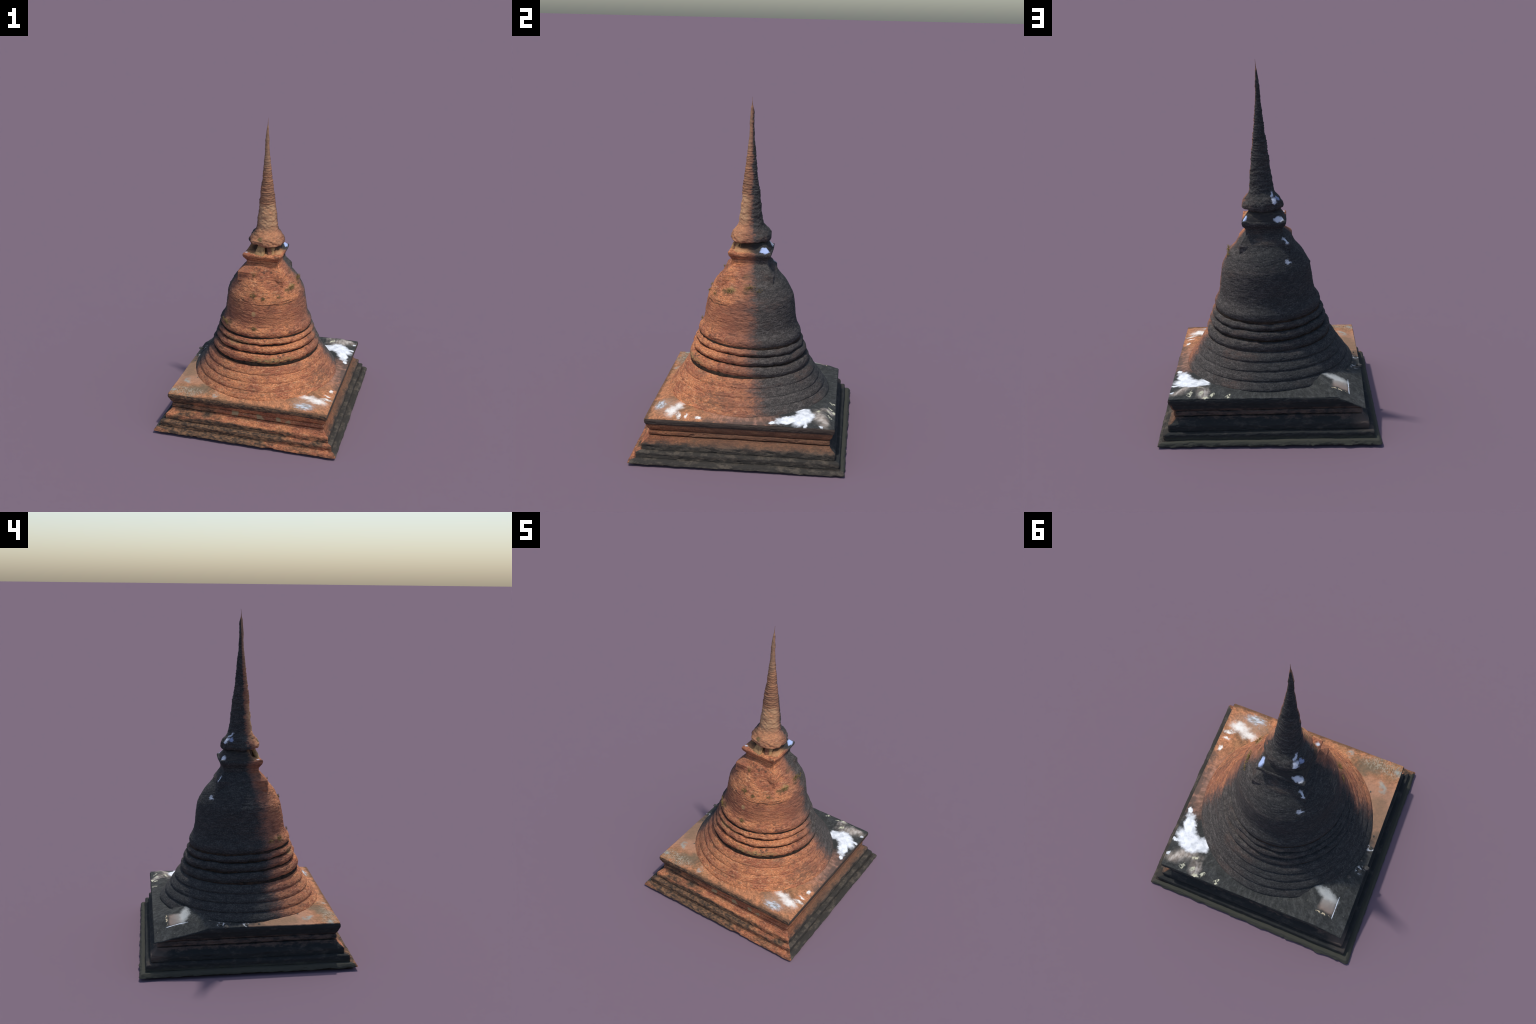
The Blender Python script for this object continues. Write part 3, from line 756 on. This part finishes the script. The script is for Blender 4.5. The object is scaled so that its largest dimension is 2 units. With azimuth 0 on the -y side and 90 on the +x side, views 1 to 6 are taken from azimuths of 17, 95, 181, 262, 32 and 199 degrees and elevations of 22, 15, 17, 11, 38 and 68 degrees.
# earth and rubble that fill the gallery on the west and north, hollow on the south and east
def gallery():
    n = Nodes("gallery_fill")
    c, fine, streak = brick_colour(n, 0.8)
    c = n.mix(0.55, c, (0.42, 0.25, 0.12))
    niche_shade = n.blob(n.warp(0.014, 40), (-0.01, -0.02, 1.168), (0.150, 0.115, 0.040), 0.25)  # gloom of the recess below the crown, painted dark onto the fill
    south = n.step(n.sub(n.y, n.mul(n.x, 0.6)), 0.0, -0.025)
    c = n.mix(n.mul(niche_shade, n.mul(south, 0.9)), c, (0.028, 0.022, 0.018))
    soot = sooted(n, (0, 0), -0.30)
    c = n.mix(soot, c, n.mix(n.step(streak, 0.4, 0.65), (0.034, 0.033, 0.033), (0.062, 0.056, 0.048)))
    c = harmika_over(n, c)
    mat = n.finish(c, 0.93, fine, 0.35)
    t = np.linspace(0, 1, 40)
    rz = np.stack([1.119 + 0.072 * t, t], -1)
    def shape(th, z, r):
        t = r
        c, s = np.cos(th), np.sin(th)
        full = to_square(th, 0.119, 1.0) * (1 - t) + 0.082 * t
        zf = 1.119 + 0.070 * t ** 0.85
        hollow_r = np.where(t < 0.5, to_square(th, 0.119, 1.0) * (1 - t * 2) + 0.066 * t * 2, 0.066 + 0.012 * (t - 0.5))
        hollow_z = np.where(t < 0.5, 1.1195 + 0.006 * t, 1.1225 + 0.142 * (t - 0.5))
        a = np.degrees(th)
        a = np.where(a > 180, a - 360, a)
        w = 0.6 * smooth(a, -152, -138) * smooth(-a, 36, 52)     # south side: open niches
        w = w + 0.25 * smooth(a, -48, -30) * smooth(-a, -38, -12)
        w = np.clip(w, 0, 1)
        rr = full * (1 - w) + hollow_r * w
        z2 = zf * (1 - w) + hollow_z * w
        x, y = rr * c, rr * s
        rr = rr + 0.0025 * fbm(x * 30, y * 30, z2 * 40, 161, 3)
        return 0.001 + rr * c, -0.004 + rr * s, z2
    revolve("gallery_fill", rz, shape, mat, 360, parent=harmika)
    # slanting pillars left standing in the gallery
    pm = plain("pillar_plaster", (0.27, 0.165, 0.075), (0.50, 0.30, 0.14), 45)
    pr = plain("pillar_brick", (0.14, 0.065, 0.04), (0.27, 0.12, 0.065), 40)
    for az, w0, w1, mat_, lean in [(-99, 0.036, 0.022, pm, 0.010), (-62, 0.014, 0.017, pr, 0.0), (-43, 0.025, 0.016, pm, -0.006)]:
        a = math.radians(az)
        rows, cols = 16, 24
        vs = []
        for i in range(rows):
            t = i / (rows - 1)
            rad = (0.108 if az != -45 else 0.122) * (1 - t) + 0.074 * t
            zc = 1.120 + 0.072 * t
            half = w0 * (1 - t) + w1 * t
            for j in range(cols):
                b = TAU * j / cols
                sup = lambda q: math.copysign(abs(q) ** 0.55, q)
                tx, ty = half * sup(math.cos(b)) + lean * t, 0.012 * sup(math.sin(b))
                wob = 0.0030 * math.sin(7 * t + 1.3 * j + az) * math.sin(3.1 * j + 5 * t)
                vs.append((math.cos(a) * (rad + ty + wob) - math.sin(a) * (tx), math.sin(a) * (rad + ty + wob) + math.cos(a) * (tx) - 0.004, zc))
        add_mesh("pillar", np.array(vs), grid_faces(rows, cols), mat_, harmika)
gallery()

# ------------------------------------------------------------------ spire with its bell-shaped crown
SPIRE_PROFILE = [(1.194, 0.020), (1.192, 0.070), (1.187, 0.090), (1.183, 0.104), (1.184, 0.1120), (1.190, 0.1165), (1.199, 0.1180), (1.209, 0.1150), (1.222, 0.1085), (1.236, 0.1000), (1.250, 0.0900), (1.264, 0.0785), (1.280, 0.0715), (1.300, 0.0675),
                 (1.350, 0.0620), (1.400, 0.0565), (1.438, 0.0525), (1.452, 0.0500), (1.500, 0.0452), (1.550, 0.0392), (1.600, 0.0335), (1.650, 0.0280), (1.700, 0.0232), (1.750, 0.0180), (1.800, 0.0150),
                 (1.835, 0.0130), (1.860, 0.0138), (1.890, 0.0118), (1.920, 0.0100), (1.940, 0.0068), (1.955, 0.0034), (1.978, 0.0012), (1.999, 0.0005)]
AXIS_Z = [1.18, 1.25, 1.35, 1.50, 1.75, 1.85, 1.92, 1.98, 2.0]
AXIS_X = [0.007, 0.010, 0.0145, 0.0150, 0.0165, 0.0165, 0.0200, 0.0240, 0.0245]
AXIS_Y = [-0.007, -0.008, -0.008, -0.012, -0.012, -0.0115, -0.0120, -0.0120, -0.0100]
def spire_shape(th, z, r):
    c, s = np.cos(th), np.sin(th)
    cx = np.interp(z, AXIS_Z, AXIS_X); cy = np.interp(z, AXIS_Z, AXIS_Y)
    # stacked discs of the ringed cone, fading towards the finial
    wav = 0.0030 * fbm(c * 2, s * 2, z * 8, 171, 2)
    disc = np.abs(np.sin(np.pi * (z + wav) / 0.0142)) ** 0.6 - 0.6
    band = smooth(z, 1.440, 1.456) * (1 - smooth(z, 1.66, 1.78))
    grow = np.clip(r / 0.05, 0.12, 1)
    rr = r + 0.0030 * disc * band * (0.5 + 0.5 * grow)
    x, y = r * c, r * s
    thin = np.clip(r / 0.03, 0.10, 1)
    rr = rr + thin * (0.0048 * fbm(x * 18, y * 18, z * 26, 181, 3) + 0.0026 * fbm(x * 60, y * 60, z * 90, 185, 2))
    skirt = smooth(r, 0.066, 0.085) * smooth(z, 1.186, 1.196)
    rr = rr + skirt * (0.0050 * fbm(x * 24, y * 24, z * 30, 211, 3) - 0.010 * np.clip(fbm(x * 34, y * 34, z * 40, 213, 2) - 0.25, 0, 1))
    rr = rr * (1 + 0.24 * fbm(c * 0.8, s * 0.8, z * 38, 187, 2) * smooth(z, 1.80, 1.86) * (1 - smooth(z, 1.955, 1.98)))
    rr = rr + 0.014 * smooth(np.cos(th - math.radians(132)), 0.62, 0.95) * np.exp(-((z - 1.238) / 0.028) ** 2)
    flat = 1 - 0.30 * smooth(z, 1.86, 1.90) * (1 - smooth(z, 1.95, 1.97))
    # crown: scalloped lower rim, dipping on the south-east, thin point on the east
    rim = smooth(-z, -1.225, -1.19) * smooth(r, 0.05, 0.10)
    dz = rim * (0.0065 * fbm(c * 3.2, s * 3.2, 0 * z, 191, 3) - 0.006 * smooth(np.cos(th + 1.0), 0.3, 1.0) - 0.006 * smooth(np.cos(th - 1.6), 0.5, 1.0) + 0.007 * smooth(np.cos(th + 1.9), 0.8, 1.0) )
    rr = rr + rim * 0.0075 * fbm(c * 4, s * 4, 0 * z, 195, 2)
    return cx + rr * c * flat, cy + rr * s, z + dz
revolve("spire", smooth_profile(SPIRE_PROFILE, 0.0024), spire_shape, SPIRE, 220)

# ------------------------------------------------------------------ grass tufts and rubble
def tufts():
    rng = np.random.default_rng(5)
    n = Nodes("dry_grass")
    col = n.mix(n.noise(60), (0.10, 0.085, 0.03), (0.40, 0.28, 0.10))
    mat = n.finish(col, 0.9)
    V, F = [], []
    for az, z0, r0, k, size, spread in [(4, 0.945, 0.206, 46, 0.020, 0.030), (-27, 0.920, 0.222, 34, 0.017, 0.026), (17, 0.925, 0.216, 24, 0.014, 0.022), (-96, 0.886, 0.234, 22, 0.013, 0.016), (-80, 0.872, 0.243, 16, 0.011, 0.012),
                                        (-56, 0.880, 0.238, 14, 0.010, 0.010), (-136, 0.676, 0.300, 34, 0.018, 0.026), (-91, 0.680, 0.288, 20, 0.012, 0.020), (-103, 1.000, 0.165, 16, 0.012, 0.016), (-148, 0.668, 0.296, 24, 0.013, 0.022)]:
        for i in range(k):
            a = math.radians(az) + rng.normal(0, spread * 0.5) / r0
            z = z0 + rng.normal(0, spread * 0.30)
            base = np.array([math.cos(a) * r0, math.sin(a) * r0 - 0.003, z])
            outw = np.array([math.cos(a), math.sin(a), 0])
            side = np.array([-math.sin(a), math.cos(a), 0])
            d = outw * rng.uniform(0.35, 0.8) + side * rng.normal(0, 0.45) + np.array([0, 0, rng.uniform(-0.2, 0.9)])
            d = d / np.linalg.norm(d)
            L = size * rng.uniform(0.6, 1.3)
            w = 0.0011
            up = np.cross(d, side); up /= np.linalg.norm(up) + 1e-9
            sd = np.cross(up, d)
            b0 = len(V)
            for t, q in ((0, 1.0), (0.55, 0.8)):
                ctr = base + d * L * t - np.array([0, 0, 0.25 * L * t * t])
                for j in range(3):
                    g = TAU * j / 3
                    V.append(ctr + (sd * math.cos(g) + up * math.sin(g)) * w * q)
            V.append(base + d * L - np.array([0, 0, 0.30 * L]))
            for j in range(3):
                j2 = (j + 1) % 3
                F.append((b0 + j, b0 + j2, b0 + 3 + j2, b0 + 3 + j))
                F.append((b0 + 3 + j, b0 + 3 + j2, b0 + 6))
    ob = add_mesh("grass_tuft", np.array(V), F, mat)
    ob["kind"] = "stuff"
tufts()

def rubble():
    rng = np.random.default_rng(9)
    mat = plain("rubble_stone", (0.05, 0.048, 0.042), (0.16, 0.145, 0.125), 60)
    for x, y, s in [(-0.525, 0.128, 0.014), (-0.512, 0.012, 0.009), (-0.500, 0.160, 0.010), (-0.455, 0.215, 0.010), (-0.505, -0.06, 0.006), (-0.49, 0.10, 0.007), (-0.40, -0.30, 0.005)]:
        rows, cols = 10, 16
        ph = np.linspace(-math.pi / 2, math.pi / 2, rows)[:, None]
        th = np.linspace(0, TAU, cols, endpoint=False)[None]
        px, py, pz = np.cos(ph) * np.cos(th), np.cos(ph) * np.sin(th), np.sin(ph) + 0 * th
        k = 1 + 0.35 * fbm(px * 1.6 + x * 40, py * 1.6, pz * 1.6 + y * 30, 201, 3)
        sx, sy, sz = s * rng.uniform(0.7, 1.3), s * rng.uniform(0.7, 1.3), s * rng.uniform(0.45, 0.7)
        zb = float(deck_height(np.array([x]), np.array([y]))[0])
        v = np.stack([x + px * k * sx, y + py * k * sy, zb + 0.25 * sz + pz * k * sz], -1).reshape(-1, 3)
        add_mesh("rubble", v, grid_faces(rows, cols), mat)
rubble()
